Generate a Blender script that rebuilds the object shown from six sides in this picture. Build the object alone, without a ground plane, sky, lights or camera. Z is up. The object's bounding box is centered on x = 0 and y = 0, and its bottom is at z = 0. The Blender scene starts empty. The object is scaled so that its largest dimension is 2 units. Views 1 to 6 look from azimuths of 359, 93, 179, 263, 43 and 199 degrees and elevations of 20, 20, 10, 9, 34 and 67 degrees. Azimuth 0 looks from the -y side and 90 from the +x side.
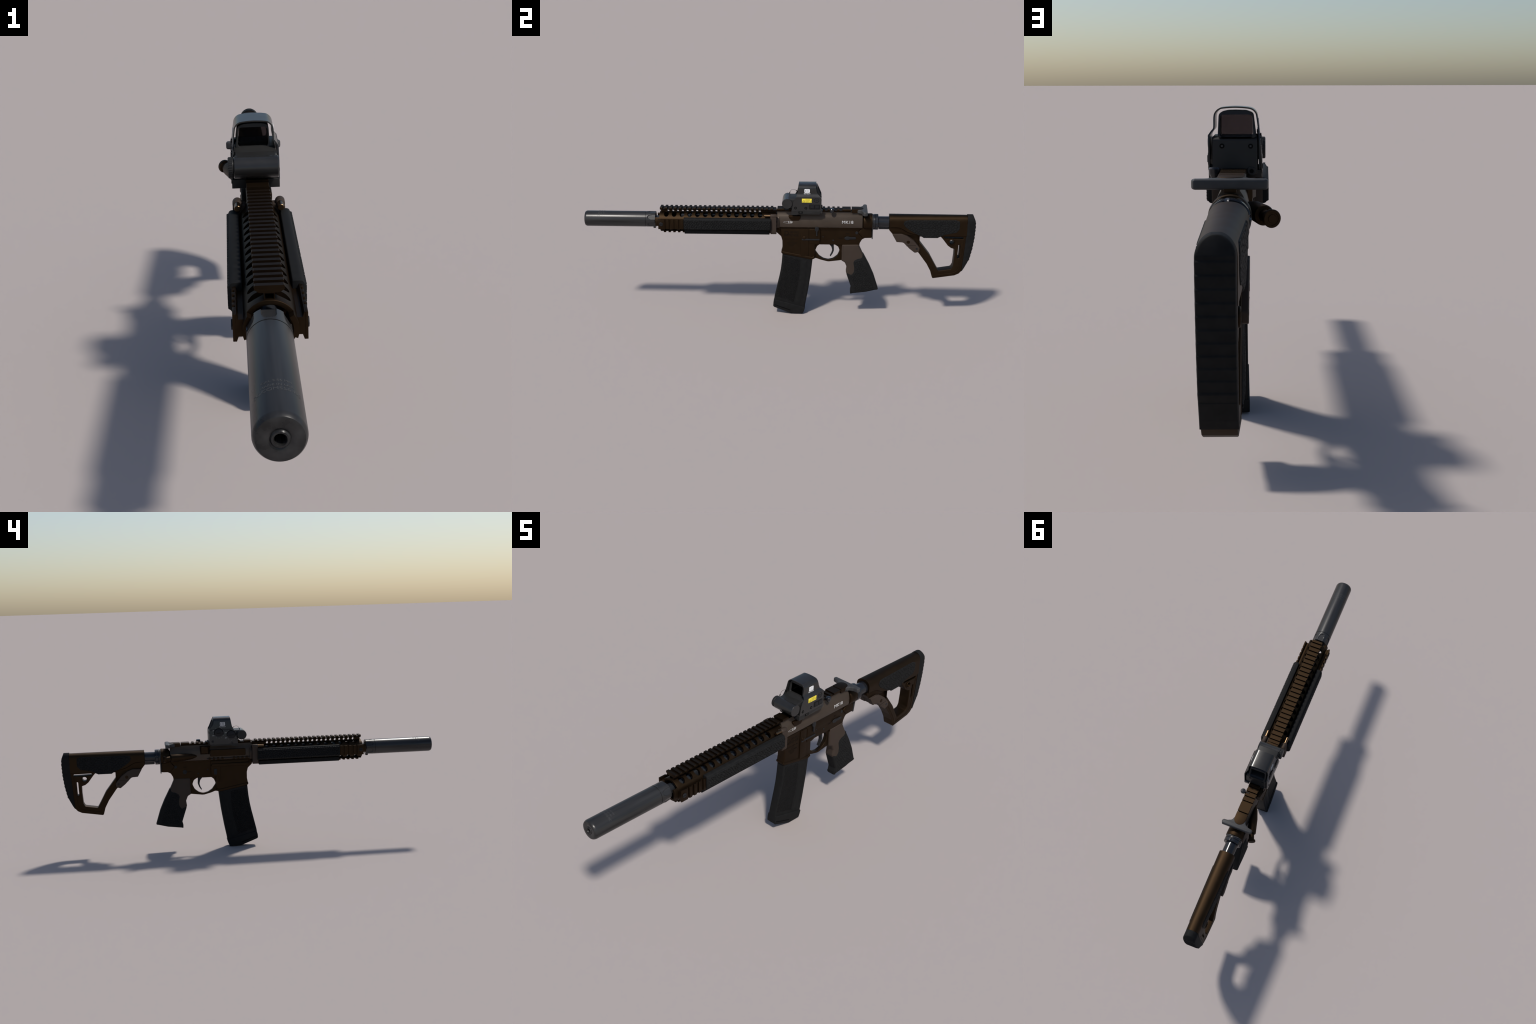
import bpy, bmesh, math, random
import numpy as np
from mathutils import Vector, Matrix

random.seed(7)
X0 = 0.011            # centre plane of the rifle
BZ = 0.505            # bore height
SX = 0.0075           # suppressor axis (sits a hair off the centre plane)

# ------------------------------------------------------------------ materials
def make_mat(name, base, rough, metal=0.0, spec=0.5, vary=0.12, vscale=30.0,
             bump=0.0, bscale=900.0, rvary=0.06, kind='noise', stretch=(1, 1, 1), coat=0.0):
    m = bpy.data.materials.new(name)
    m.use_nodes = True
    nt = m.node_tree
    n, l = nt.nodes, nt.links
    bsdf = n['Principled BSDF']
    tc = n.new('ShaderNodeTexCoord')
    mp = n.new('ShaderNodeMapping')
    mp.inputs['Scale'].default_value = stretch
    l.new(tc.outputs['Object'], mp.inputs['Vector'])
    no = n.new('ShaderNodeTexNoise')
    no.inputs['Scale'].default_value = vscale
    no.inputs['Detail'].default_value = 5
    l.new(mp.outputs[0], no.inputs['Vector'])
    cr = n.new('ShaderNodeValToRGB')
    cr.color_ramp.elements[0].position = 0.3
    cr.color_ramp.elements[1].position = 0.7
    cr.color_ramp.elements[0].color = (*[c * (1 - vary) for c in base], 1)
    cr.color_ramp.elements[1].color = (*[min(1, c * (1 + vary)) for c in base], 1)
    l.new(no.outputs[0], cr.inputs[0])
    l.new(cr.outputs[0], bsdf.inputs['Base Color'])
    mr = n.new('ShaderNodeMapRange')
    mr.inputs['To Min'].default_value = max(0, rough - rvary)
    mr.inputs['To Max'].default_value = min(1, rough + rvary)
    l.new(no.outputs[0], mr.inputs['Value'])
    l.new(mr.outputs[0], bsdf.inputs['Roughness'])
    bsdf.inputs['Metallic'].default_value = metal
    bsdf.inputs['Specular IOR Level'].default_value = spec
    bsdf.inputs['Coat Weight'].default_value = coat
    if bump:
        if kind == 'noise':
            b = n.new('ShaderNodeTexNoise')
            b.inputs['Scale'].default_value = bscale
            l.new(tc.outputs['Object'], b.inputs['Vector'])
            h = b.outputs[0]
        else:   # small pyramids in rows
            sep = n.new('ShaderNodeSeparateXYZ')
            l.new(tc.outputs['Object'], sep.inputs[0])
            outs = []
            for ax in ('Y', 'Z'):
                mu = n.new('ShaderNodeMath'); mu.operation = 'MULTIPLY'
                mu.inputs[1].default_value = bscale
                l.new(sep.outputs[ax], mu.inputs[0])
                si = n.new('ShaderNodeMath'); si.operation = 'SINE'
                l.new(mu.outputs[0], si.inputs[0])
                outs.append(si)
            mx = n.new('ShaderNodeMath'); mx.operation = 'MINIMUM'
            l.new(outs[0].outputs[0], mx.inputs[0])
            l.new(outs[1].outputs[0], mx.inputs[1])
            h = mx.outputs[0]
        bp = n.new('ShaderNodeBump')
        bp.inputs['Strength'].default_value = bump
        bp.inputs['Distance'].default_value = 0.001 if kind == 'noise' else 0.0018
        l.new(h, bp.inputs['Height'])
        l.new(bp.outputs[0], bsdf.inputs['Normal'])
    return m

M = {}
M['brown'] = make_mat('anodised_brown', (0.0335, 0.0207, 0.0115), 0.57, metal=1.0, vary=0.10, vscale=18, bump=0.05, bscale=1500)
M['brown2'] = make_mat('painted_brown', (0.052, 0.0385, 0.0305), 0.60, metal=0.25, spec=0.10, vary=0.06, vscale=18, bump=0.06, bscale=1500)
M['brownm'] = make_mat('receiver_brown', (0.066, 0.050, 0.038), 0.48, metal=0.40, spec=0.2, vary=0.08, vscale=18, bump=0.05, bscale=1500)
M['black'] = make_mat('optic_black', (0.0195, 0.019, 0.0185), 0.42, spec=0.20, vary=0.10, vscale=25, bump=0.04, bscale=1600)
M['hood'] = make_mat('hood_black', (0.0195, 0.019, 0.0185), 0.24, spec=0.40, vary=0.10, vscale=25)
M['rubber'] = make_mat('black_rubber', (0.0130, 0.0130, 0.0130), 0.62, spec=0.05, vary=0.15, vscale=60, bump=0.12, bscale=1400)
M['polymer'] = make_mat('magazine_polymer', (0.0125, 0.0125, 0.0125), 0.58, spec=0.05, vary=0.12, vscale=60, bump=0.1, bscale=1400)
M['grid'] = make_mat('magazine_stipple', (0.0125, 0.0125, 0.0125), 0.6, spec=0.05, vary=0.12, vscale=60, bump=1.0, bscale=1100, kind='grid')
M['steel'] = make_mat('dark_steel', (0.0145, 0.0145, 0.0160), 0.48, spec=0.15, vary=0.12, vscale=40)
M['grey'] = make_mat('handle_grey', (0.044, 0.044, 0.045), 0.48, spec=0.2, vary=0.08, vscale=40)
M['tube'] = make_mat('polished_black_tube', (0.012, 0.013, 0.016), 0.20, spec=0.4, vary=0.1, vscale=40, rvary=0.05)
M['can'] = make_mat('suppressor_finish', (0.042, 0.0415, 0.0415), 0.30, metal=0.5, spec=0.22, vary=0.35, vscale=45,
                    stretch=(1.0, 0.05, 1.0), rvary=0.13)
M['etch'] = make_mat('etched_grey', (0.058, 0.058, 0.058), 0.5, spec=0.2)
M['barrel'] = make_mat('barrel_black', (0.02, 0.022, 0.026), 0.35, spec=0.3)
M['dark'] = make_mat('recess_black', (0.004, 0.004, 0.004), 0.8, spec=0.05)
M['engrave'] = make_mat('engraving_dark', (0.008, 0.005, 0.003), 0.7, spec=0.1)
M['glass'] = make_mat('tinted_glass', (0.22, 0.20, 0.205), 0.0, spec=0.3, vary=0.0, rvary=0.0)
_g = M['glass'].node_tree.nodes['Principled BSDF']
_g.inputs['Transmission Weight'].default_value = 1.0
_g.inputs['IOR'].default_value = 1.06
M['white'] = make_mat('white_ink', (0.90, 0.90, 0.90), 0.6, spec=0.2, vary=0.03)
M['ink'] = make_mat('grey_ink', (0.48, 0.47, 0.46), 0.6, spec=0.2, vary=0.15, vscale=200)
M['yellow'] = make_mat('label_yellow', (0.95, 0.78, 0.08), 0.6, spec=0.2, vary=0.03)
M['chrome'] = make_mat('bright_pin', (0.45, 0.44, 0.42), 0.25, metal=1.0)
M['brass'] = make_mat('worn_rod', (0.16, 0.10, 0.055), 0.32, metal=1.0)

# ------------------------------------------------------------------ object helpers
root = bpy.data.objects.new('rifle', None)
bpy.context.collection.objects.link(root)
root['label'] = 'brown suppressed carbine rifle with black holographic sight'
root['category'] = 'rifle'

def add(name, mesh, mat, parent=None, sharp=35, stuff=False):
    ob = bpy.data.objects.new(name, mesh)
    bpy.context.collection.objects.link(ob)
    if mat:
        mesh.materials.clear()
        mesh.materials.append(M[mat])
    if sharp is not None:
        mesh.polygons.foreach_set('use_smooth', [True] * len(mesh.polygons))
        mesh.set_sharp_from_angle(angle=math.radians(sharp))
    ob.parent = parent or root
    if stuff:
        ob['kind'] = 'stuff'
    return ob

def mesh_from(name, verts, faces, fix=True):
    me = bpy.data.meshes.new(name)
    me.from_pydata([tuple(v) for v in verts], [], faces)
    if fix:
        bm = bmesh.new(); bm.from_mesh(me)
        bmesh.ops.remove_doubles(bm, verts=bm.verts, dist=1e-6)
        bmesh.ops.recalc_face_normals(bm, faces=bm.faces)
        bm.to_mesh(me); bm.free()
    me.update()
    return me

def fillet(pts, r=0.003, seg=4):
    """round every corner of a closed outline; a point may carry its own radius"""
    out, n = [], len(pts)
    for i in range(n):
        p = Vector(pts[i][:2]); rr = pts[i][2] if len(pts[i]) > 2 else r
        a = Vector(pts[i - 1][:2]) - p; b = Vector(pts[(i + 1) % n][:2]) - p
        la, lb = a.length, b.length
        if rr <= 0 or la < 1e-6 or lb < 1e-6:
            out.append((p.x, p.y)); continue
        a /= la; b /= lb
        ang = math.acos(max(-1, min(1, a.dot(b))))
        if ang > math.pi - 0.05:
            out.append((p.x, p.y)); continue
        d = min(rr / math.tan(ang / 2), la * 0.48, lb * 0.48)
        p1, p2 = p + a * d, p + b * d
        for k in range(seg + 1):
            t = k / seg
            q = p1 * (1 - t) ** 2 + p * 2 * t * (1 - t) + p2 * t * t
            out.append((q.x, q.y))
    return out

def extrude_mesh(name, outlines, depth_a, depth_b, axis='x', bevel=0.0, res=2):
    """fill closed outlines (holes included) and extrude them from depth_a to depth_b.
    axis x: outline (y,z); axis y: outline (x,z); axis z: outline (x,y)"""
    cu = bpy.data.curves.new(name, 'CURVE')
    cu.dimensions = '2D'; cu.fill_mode = 'BOTH'
    for o in outlines:
        sp = cu.splines.new('POLY')
        sp.points.add(len(o) - 1)
        for p, c in zip(sp.points, o):
            p.co = (c[0], c[1], 0, 1)
        sp.use_cyclic_u = True
    h = abs(depth_b - depth_a) / 2
    bevel = min(bevel, h * 0.95)
    cu.extrude = h - bevel
    cu.bevel_depth = bevel
    cu.bevel_resolution = res
    cu.offset = -bevel
    ob = bpy.data.objects.new(name, cu)
    bpy.context.collection.objects.link(ob)
    dg = bpy.context.evaluated_depsgraph_get()
    me = bpy.data.meshes.new_from_object(ob.evaluated_get(dg))
    bpy.data.objects.remove(ob); bpy.data.curves.remove(cu)
    mid = (depth_a + depth_b) / 2
    co = np.empty(len(me.vertices) * 3); me.vertices.foreach_get('co', co)
    co = co.reshape(-1, 3)
    a, b, c = co[:, 0].copy(), co[:, 1].copy(), co[:, 2] + mid
    if axis == 'x': new = np.stack([c, a, b], 1)
    elif axis == 'y': new = np.stack([a, c, b], 1)
    else: new = np.stack([a, b, c], 1)
    me.vertices.foreach_set('co', new.ravel())
    bm = bmesh.new(); bm.from_mesh(me)
    bmesh.ops.remove_doubles(bm, verts=bm.verts, dist=1e-5)
    bmesh.ops.recalc_face_normals(bm, faces=bm.faces)
    bm.to_mesh(me); bm.free()
    me.name = name; me.update()
    return me

def prism(name, outlines, xa, xb, mat, parent=None, bevel=0.0015, axis='x', res=2, **k):
    if not isinstance(outlines[0][0], (list, tuple)):
        outlines = [outlines]
    return add(name, extrude_mesh(name, outlines, xa, xb, axis, bevel, res), mat, parent, **k)

def sym(name, outlines, hw, mat, parent=None, bevel=0.0015, cx=X0, **k):
    return prism(name, outlines, cx - hw, cx + hw, mat, parent, bevel, **k)

def rect(a0, a1, b0, b1):
    return [(a0, b0), (a1, b0), (a1, b1), (a0, b1)]

def box_mesh(name, lo, hi, bevel=0.001, seg=2):
    bm = bmesh.new()
    bmesh.ops.create_cube(bm, size=1)
    for v in bm.verts:
        v.co = Vector([(lo[i] + hi[i]) / 2 + v.co[i] * (hi[i] - lo[i]) for i in range(3)])
    if bevel > 0:
        bmesh.ops.bevel(bm, geom=list(bm.edges), offset=bevel, segments=seg, affect='EDGES', profile=0.5)
    me = bpy.data.meshes.new(name); bm.to_mesh(me); bm.free()
    return me

def box(name, lo, hi, mat, parent=None, bevel=0.001, **k):
    return add(name, box_mesh(name, lo, hi, bevel), mat, parent, **k)

def lathe_mesh(name, prof, origin, axis, n=48, rfun=None):
    """prof: (distance along axis, radius); closed with caps where the radius is 0"""
    ax = Vector(axis).normalized()
    up = Vector((0, 0, 1)) if abs(ax.z) < 0.9 else Vector((0, 1, 0))
    u = ax.cross(up).normalized(); w = u.cross(ax)
    verts, faces = [], []
    for s, r in prof:
        for k in range(n):
            t = 2 * math.pi * k / n
            rr = r if rfun is None else rfun(s, r, t)
            verts.append(Vector(origin) + ax * s + (u * math.cos(t) + w * math.sin(t)) * rr)
    for i in range(len(prof) - 1):
        for k in range(n):
            k2 = (k + 1) % n
            faces.append((i * n + k, i * n + k2, (i + 1) * n + k2, (i + 1) * n + k))
    if prof[0] != prof[-1]:
        faces.append(tuple(range(n)))
        faces.append(tuple(range((len(prof) - 1) * n, len(prof) * n)))
    return mesh_from(name, verts, faces)

def lathe(name, prof, origin, axis, mat, parent=None, n=48, rfun=None, **k):
    return add(name, lathe_mesh(name, prof, origin, axis, n, rfun), mat, parent, **k)

def cyl(name, p0, p1, r, mat, parent=None, ch=0.0008, n=32, **k):
    d = Vector(p1) - Vector(p0)
    L = d.length
    return lathe(name, [(0, r - ch), (ch, r), (L - ch, r), (L, r - ch)], p0, d, mat, parent, n, **k)

def loft(name, rings, mat, parent=None, cap=True, **k):
    n = len(rings[0]); verts = [p for r in rings for p in r]; faces = []
    for i in range(len(rings) - 1):
        for j in range(n):
            j2 = (j + 1) % n
            faces.append((i * n + j, i * n + j2, (i + 1) * n + j2, (i + 1) * n + j))
    if cap:
        faces.append(tuple(range(n)))
        faces.append(tuple(range((len(rings) - 1) * n, len(rings) * n)))
    return add(name, mesh_from(name, verts, faces), mat, parent, **k)

def wire(name, pts, r, mat, parent=None):
    cu = bpy.data.curves.new(name, 'CURVE'); cu.dimensions = '3D'
    sp = cu.splines.new('NURBS'); sp.points.add(len(pts) - 1)
    for p, c in zip(sp.points, pts): p.co = (*c, 1)
    sp.use_endpoint_u = True; sp.order_u = 3
    cu.bevel_depth = r; cu.bevel_resolution = 3; cu.resolution_u = 8; cu.use_fill_caps = True
    ob = bpy.data.objects.new(name, cu); bpy.context.collection.objects.link(ob)
    me = bpy.data.meshes.new_from_object(ob.evaluated_get(bpy.context.evaluated_depsgraph_get()))
    bpy.data.objects.remove(ob)
    return add(name, me, mat, parent)

def carve(target, cutters, op='DIFFERENCE'):
    """boolean with a list of cutter meshes, joined"""
    bm = bmesh.new()
    for c in cutters:
        bm.from_mesh(c)
    me = bpy.data.meshes.new('cut'); bm.to_mesh(me); bm.free()
    co = bpy.data.objects.new('cut', me); bpy.context.collection.objects.link(co)
    md = target.modifiers.new('b', 'BOOLEAN'); md.operation = op; md.object = co
    md.solver = 'EXACT'; md.use_self = True
    dg = bpy.context.evaluated_depsgraph_get()
    new = bpy.data.meshes.new_from_object(target.evaluated_get(dg))
    target.modifiers.clear()
    target.data = new
    bpy.data.objects.remove(co)
    new.polygons.foreach_set('use_smooth', [True] * len(new.polygons))
    new.set_sharp_from_angle(angle=math.radians(32))

def text(name, body, size, pos, side, mat, parent=None, depth=0.0006, spacing=1.0, shear=0, bold=0.0, sx=1.0):
    """lettering lying on the +x or -x side, centred at pos"""
    cu = bpy.data.curves.new(name, 'FONT')
    cu.body = body; cu.size = size; cu.align_x = 'CENTER'; cu.align_y = 'CENTER'
    cu.extrude = depth; cu.space_character = spacing; cu.offset = bold
    ob = bpy.data.objects.new(name, cu); bpy.context.collection.objects.link(ob)
    me = bpy.data.meshes.new_from_object(ob.evaluated_get(bpy.context.evaluated_depsgraph_get()))
    bpy.data.objects.remove(ob)
    s = 1 if side > 0 else -1
    for v in me.vertices:
        a, b, c = v.co
        v.co = (pos[0] + s * c, pos[1] + s * a * sx, pos[2] + b)
    return add(name, me, mat, parent, sharp=None)

def instances(name, mesh, mat, parent, offsets):
    first = add(name, mesh, mat, parent)
    first.location = offsets[0]
    for o in offsets[1:]:
        c = first.copy(); c.location = o
        bpy.context.collection.objects.link(c)
    return first

# cell relief used by the rubber covers: polygonal plates with grooves between
def cell_field(Y, Z, pitch_y, pitch_z, seed, jitter=0.34):
    rng = np.random.RandomState(seed)
    j0, j1 = int(np.floor(Z.min() / pitch_z)) - 2, int(np.ceil(Z.max() / pitch_z)) + 2
    i0, i1 = int(np.floor(Y.min() / pitch_y)) - 2, int(np.ceil(Y.max() / pitch_y)) + 2
    jit = rng.uniform(-jitter, jitter, (i1 - i0 + 1, j1 - j0 + 1, 2))
    ci = np.floor(Y / pitch_y).astype(int); cj = np.floor(Z / pitch_z).astype(int)
    f1 = np.full(Y.shape, 1e9); f2 = np.full(Y.shape, 1e9)
    for di in (-2, -1, 0, 1, 2):
        for dj in (-2, -1, 0, 1, 2):
            a = np.clip(ci + di, i0, i1); b = np.clip(cj + dj, j0, j1)
            px = (a + 0.5 * (b & 1) + 0.5 + jit[a - i0, b - j0, 0]) * pitch_y
            pz = (b + 0.5 + jit[a - i0, b - j0, 1]) * pitch_z
            d = np.hypot((Y - px), (Z - pz))
            m = d < f1
            f2 = np.where(m, f1, np.minimum(f2, d)); f1 = np.where(m, d, f1)
    return np.clip((f2 - f1) / 0.0026, 0, 1)

def signed_dist(poly, Y, Z):
    """positive inside a closed outline"""
    d = np.full(Y.shape, 1e9); inside = np.zeros(Y.shape, bool)
    n = len(poly)
    for i in range(n):
        (ax, ay), (bx, by) = poly[i][:2], poly[(i + 1) % n][:2]
        ex, ey = bx - ax, by - ay
        t = np.clip(((Y - ax) * ex + (Z - ay) * ey) / (ex * ex + ey * ey + 1e-12), 0, 1)
        d = np.minimum(d, np.hypot(Y - ax - t * ex, Z - ay - t * ey))
        c = ((ay > Z) != (by > Z)) & (Y < (bx - ax) * (Z - ay) / (by - ay + 1e-15) + ax)
        inside ^= c
    return np.where(inside, d, -d)

def relief_panel(name, outline, side, surf, height, relief, mat, parent, pitch=(0.012, 0.0075), step=0.0012, seed=1, back=0.006, slope=2.0):
    """a raised, cell-textured pad bounded by an outline in (y,z); surf(Y,Z) is the |x| of the carrier"""
    ys = [p[0] for p in outline]; zs = [p[1] for p in outline]
    Y, Z = np.meshgrid(np.arange(min(ys) - step, max(ys) + 2 * step, step),
                       np.arange(min(zs) - step, max(zs) + 2 * step, step), indexing='ij')
    sd = signed_dist(outline, Y, Z)
    cells = cell_field(Y, Z, pitch[0], pitch[1], seed)
    h = np.minimum(height, sd * slope + 0.0005) - relief * (1 - cells) * np.clip(sd / 0.0015, 0, 1)
    h = np.maximum(h, -back)
    X = X0 + side * (surf(Y, Z) + h)
    keep = sd > -step * 2.2
    idx = -np.ones(Y.shape, int); idx[keep] = np.arange(keep.sum())
    verts = np.stack([X[keep], Y[keep], Z[keep]], 1)
    q = np.stack([idx[:-1, :-1], idx[1:, :-1], idx[1:, 1:], idx[:-1, 1:]], -1).reshape(-1, 4)
    q = q[(q >= 0).all(1)]
    if side < 0: q = q[:, ::-1]
    me = bpy.data.meshes.new(name)
    me.from_pydata(verts.tolist(), [], q.tolist()); me.update()
    return add(name, me, mat, parent, sharp=50)

# ------------------------------------------------------------------ suppressor
def build_suppressor():
    flutes = [math.pi / 2 + k * math.pi / 3 for k in range(6)]
    R = 0.0402
    prof = [(0.040, 0.0085), (-0.0015, 0.0088), (-0.0040, 0.0100), (-0.0040, 0.0128), (-0.0025, 0.0140), (-0.0008, 0.0150), (-0.0030, 0.0200), (-0.0030, 0.0330),
            (-0.0020, 0.0358), (0.001, 0.0380), (0.005, 0.0395), (0.0085, R),
            (0.313, R), (0.3145, R - 0.0018), (0.3165, R - 0.0018)]
    body = lathe('suppressor', prof, (SX, -0.996, BZ), (0, 1, 0), 'can', n=72, sharp=28)
    # indexed rear collar with six scallops
    prof2 = [(0.3165, R)] + [(0.3175 + 0.0025 * i, R) for i in range(19)] + [(0.3635, R - 0.001), (0.3635, 0.018)]
    def scallop(s, r, t):
        if r < 0.03: return r
        best = min(abs((t - f + math.pi) % (2 * math.pi) - math.pi) for f in flutes)
        a = best / 0.335
        e = (s - 0.345) / 0.021
        inside = 1 - a * a if e > 0 else 1 - a * a - e * e
        if inside <= 0: return r
        return min(r, 0.0362 / max(0.5, math.cos(best)) + 0.0) if inside > 0.12 else r - 0.0012 * inside / 0.12
    lathe('suppressor_collar', prof2, (SX, -0.996, BZ), (0, 1, 0), 'can', body, n=180, rfun=scallop, sharp=30)
    prism('lock_latch', fillet([(SX - 0.012, BZ - 0.046), (SX + 0.012, BZ - 0.046), (SX + 0.016, BZ - 0.036), (SX - 0.016, BZ - 0.036)], 0.002),
          -0.646, -0.634, 'can', body, axis='y')
    for i, (tx, s) in enumerate((('SOCOM556-RC', 0.0080), ('MADE IN USA', 0.0058), ('CAL 5.56 MM', 0.0058))):
        cu = bpy.data.curves.new('t', 'FONT'); cu.body = tx; cu.size = s * 1.5; cu.align_x = 'CENTER'; cu.extrude = 0.0002
        ob = bpy.data.objects.new('t', cu); bpy.context.collection.objects.link(ob)
        me = bpy.data.meshes.new_from_object(ob.evaluated_get(bpy.context.evaluated_depsgraph_get()))
        bpy.data.objects.remove(ob)
        bm = bmesh.new(); bm.from_mesh(me)
        bmesh.ops.subdivide_edges(bm, edges=[e for e in bm.edges if e.calc_length() > 0.004], cuts=2)
        for v in bm.verts:
            a, b, c = v.co
            th = math.pi / 2 - a / R
            rr = R + 0.00005 + c
            v.co = (SX + rr * math.cos(th), -0.928 + i * 0.013 + b, BZ + rr * math.sin(th))
        bm.to_mesh(me); bm.free()
        add('engraved_lettering', me, 'etch', body, sharp=None)
    # barrel behind it
    lathe('barrel', [(0, 0.021), (0.040, 0.021), (0.042, 0.0165), (0.60, 0.0165)],
          (X0 - 0.002, -0.640, BZ - 0.002), (0, 1, 0), 'barrel', n=40)
    box('gas_block', (X0 - 0.016, -0.50, BZ - 0.02), (X0 + 0.016, -0.45, BZ + 0.033), 'barrel', bevel=0.004)
    cyl('gas_tube', (X0, -0.45, BZ + 0.026), (X0, -0.03, BZ + 0.026), 0.0045, 'barrel')

# ------------------------------------------------------------------ handguard
HZ = 0.4985
P = 0.0246
def rail_section(hw, top, d=1):
    """cross-section of a toothed rail head: (across, outward)"""
    return [(-hw + 0.0015, top), (hw - 0.0015, top), (hw, top - 0.0015), (hw, top - 0.0075), (hw - 0.0085, top - 0.0135),
            (-hw + 0.0085, top - 0.0135), (-hw, top - 0.0075), (-hw, top - 0.0015)]

def build_handguard():
    y0, y1 = -0.609, -0.012
    Ro, Ri, TZ = 0.0497, 0.0402, 0.4990
    outer = [(X0 + Ro * math.cos(t), TZ + Ro * math.sin(t)) for t in np.linspace(0, 2 * math.pi, 73)[:-1]]
    inner = [(X0 + Ri * math.cos(t), TZ + Ri * math.sin(t)) for t in np.linspace(0, 2 * math.pi, 61)[:-1]]
    hg = prism('handguard', [outer, inner], y0, y1, 'brown', axis='y', bevel=0.001)
    # big lightening holes on the four diagonals
    cut = []
    for k in range(13):
        yc = -0.573 + k * 0.0400
        for ang in (60, 120, 235, 305):
            a = math.radians(ang)
            d = Vector((math.cos(a), 0, math.sin(a))); t = Vector((-math.sin(a), 0, math.cos(a)))
            me = lathe_mesh('c', [(0.025, 0.0125), (0.07, 0.0125)], (0, 0, 0), d, n=28)
            for v in me.vertices:
                along = v.co.dot(t)
                v.co += t * along * 0.42 + Vector((X0, yc, TZ))
            cut.append(me)
    carve(hg, cut)
    # side tabs that reach forward of the tube
    for s in (-1, 1):
        a = np.radians(np.linspace(-19, 35, 10))
        arc = [(X0 + s * Ro * math.cos(t), TZ + Ro * math.sin(t)) for t in a] + [(X0 + s * Ri * math.cos(t), TZ + Ri * math.sin(t)) for t in a[::-1]]
        prism('front_tab', arc, -0.6285, -0.6085, 'brown', hg, axis='y', bevel=0)
    # riser under the top rail, hollow, pierced by round holes
    r_out = [(X0 - 0.0095, 0.5465), (X0 + 0.0095, 0.5465), (X0 + 0.0095, 0.564), (X0 - 0.0095, 0.564)]
    r_in = [(X0 - 0.0075, 0.5485), (X0 + 0.0075, 0.5485), (X0 + 0.0075, 0.5585), (X0 - 0.0075, 0.5585)]
    riser = prism('rail_riser', [r_out, r_in], -0.603, y1, 'brown', hg, axis='y', bevel=0)
    cut = [lathe_mesh('c', [(-0.02, 0.0066), (0.02, 0.0066)], (X0, -0.566 + k * 0.02475, 0.5535), (1, 0, 0), n=20) for k in range(20)]
    carve(riser, cut)
    # top rail: base strip and teeth
    sec = rail_section(0.0267, 0.575)
    base = [(X0 + a, min(b, 0.5680)) for a, b in sec]
    base = [(X0 - 0.0267, 0.5680), (X0 + 0.0267, 0.5680), (X0 + 0.0267, 0.5672), (X0 + 0.018, 0.5612), (X0 - 0.018, 0.5612), (X0 - 0.0267, 0.5672)]
    rail = prism('top_rail', base, -0.606, y1, 'brown', hg, axis='y', bevel=0)
    tooth_sec = [(a + X0, b) for a, b in sec if b > 0.566] + [(X0 - 0.0267, 0.5676), (X0 + 0.0267, 0.5676)]
    tooth_sec = [(X0 - 0.0252, 0.575), (X0 + 0.0252, 0.575), (X0 + 0.0267, 0.5735), (X0 + 0.0267, 0.5676), (X0 - 0.0267, 0.5676), (X0 - 0.0267, 0.5735)]
    tm = extrude_mesh('rail_tooth', [tooth_sec], -0.006, 0.006, 'y', 0.0)
    instances('rail_tooth', tm, 'brown', rail, [(0, -0.5998 + k * P, 0) for k in range(24)])
    # side rails with T section
    for s in (-1, 1):
        neck = [(X0 + s * 0.036, 0.5148), (X0 + s * 0.058, 0.5148), (X0 + s * 0.058, 0.4822), (X0 + s * 0.036, 0.4822)]
        head = [(X0 + s * 0.0575, 0.5149), (X0 + s * 0.0598, 0.5247), (X0 + s * 0.0600, 0.4725), (X0 + s * 0.0575, 0.4818)]
        body = [(X0 + s * 0.036, 0.5148), (X0 + s * 0.0565, 0.5148), (X0 + s * 0.0598, 0.5247), (X0 + s * 0.0612, 0.5247),
                (X0 + s * 0.0612, 0.4725), (X0 + s * 0.0598, 0.4725), (X0 + s * 0.0565, 0.4820), (X0 + s * 0.036, 0.4820)]
        sr = prism('side_rail', body, -0.611, -0.036, 'brown', hg, axis='y', bevel=0)
        lo, hi = sorted((X0 + s * 0.0610, X0 + s * 0.0665))
        box('rail_end', (lo, -0.6114, 0.4725), (hi, -0.577, 0.5247), 'brown', sr, bevel=0.0008)
        tm = box_mesh('side_rail_tooth', (lo, -0.0068, 0.4728), (hi, 0.0068, 0.5244), 0.0008)
        instances('side_rail_tooth', tm, 'brown', sr, [(0, -0.5625 + k * P, 0) for k in range(4)])
        x = X0 + s * 0.0662
        sc = cyl('rail_screw', (x, -0.596, 0.4995), (x + s * 0.003, -0.596, 0.4995), 0.0098, 'steel', sr)
        a, b = sorted((x + s * 0.0026, x + s * 0.0032))
        box('screw_slot', (a, -0.6045, 0.4987), (b, -0.5875, 0.5003), 'dark', sc, bevel=0)
        # rubber cover
        cv = fillet([(X0 + s * 0.047, 0.5315), (X0 + s * 0.0705, 0.5315, 0.010), (X0 + s * 0.0705, 0.4705, 0.010), (X0 + s * 0.047, 0.4705)], 0.003, 6)
        cover = prism('rail_cover', cv, -0.480, -0.036, 'rubber', hg, axis='y', bevel=0.001)
        pl = fillet(rect(-0.479, -0.037, 0.4755, 0.5245), 0.003)
        surf = lambda Y, Z: 0.0705 + 0 * Y
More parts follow.
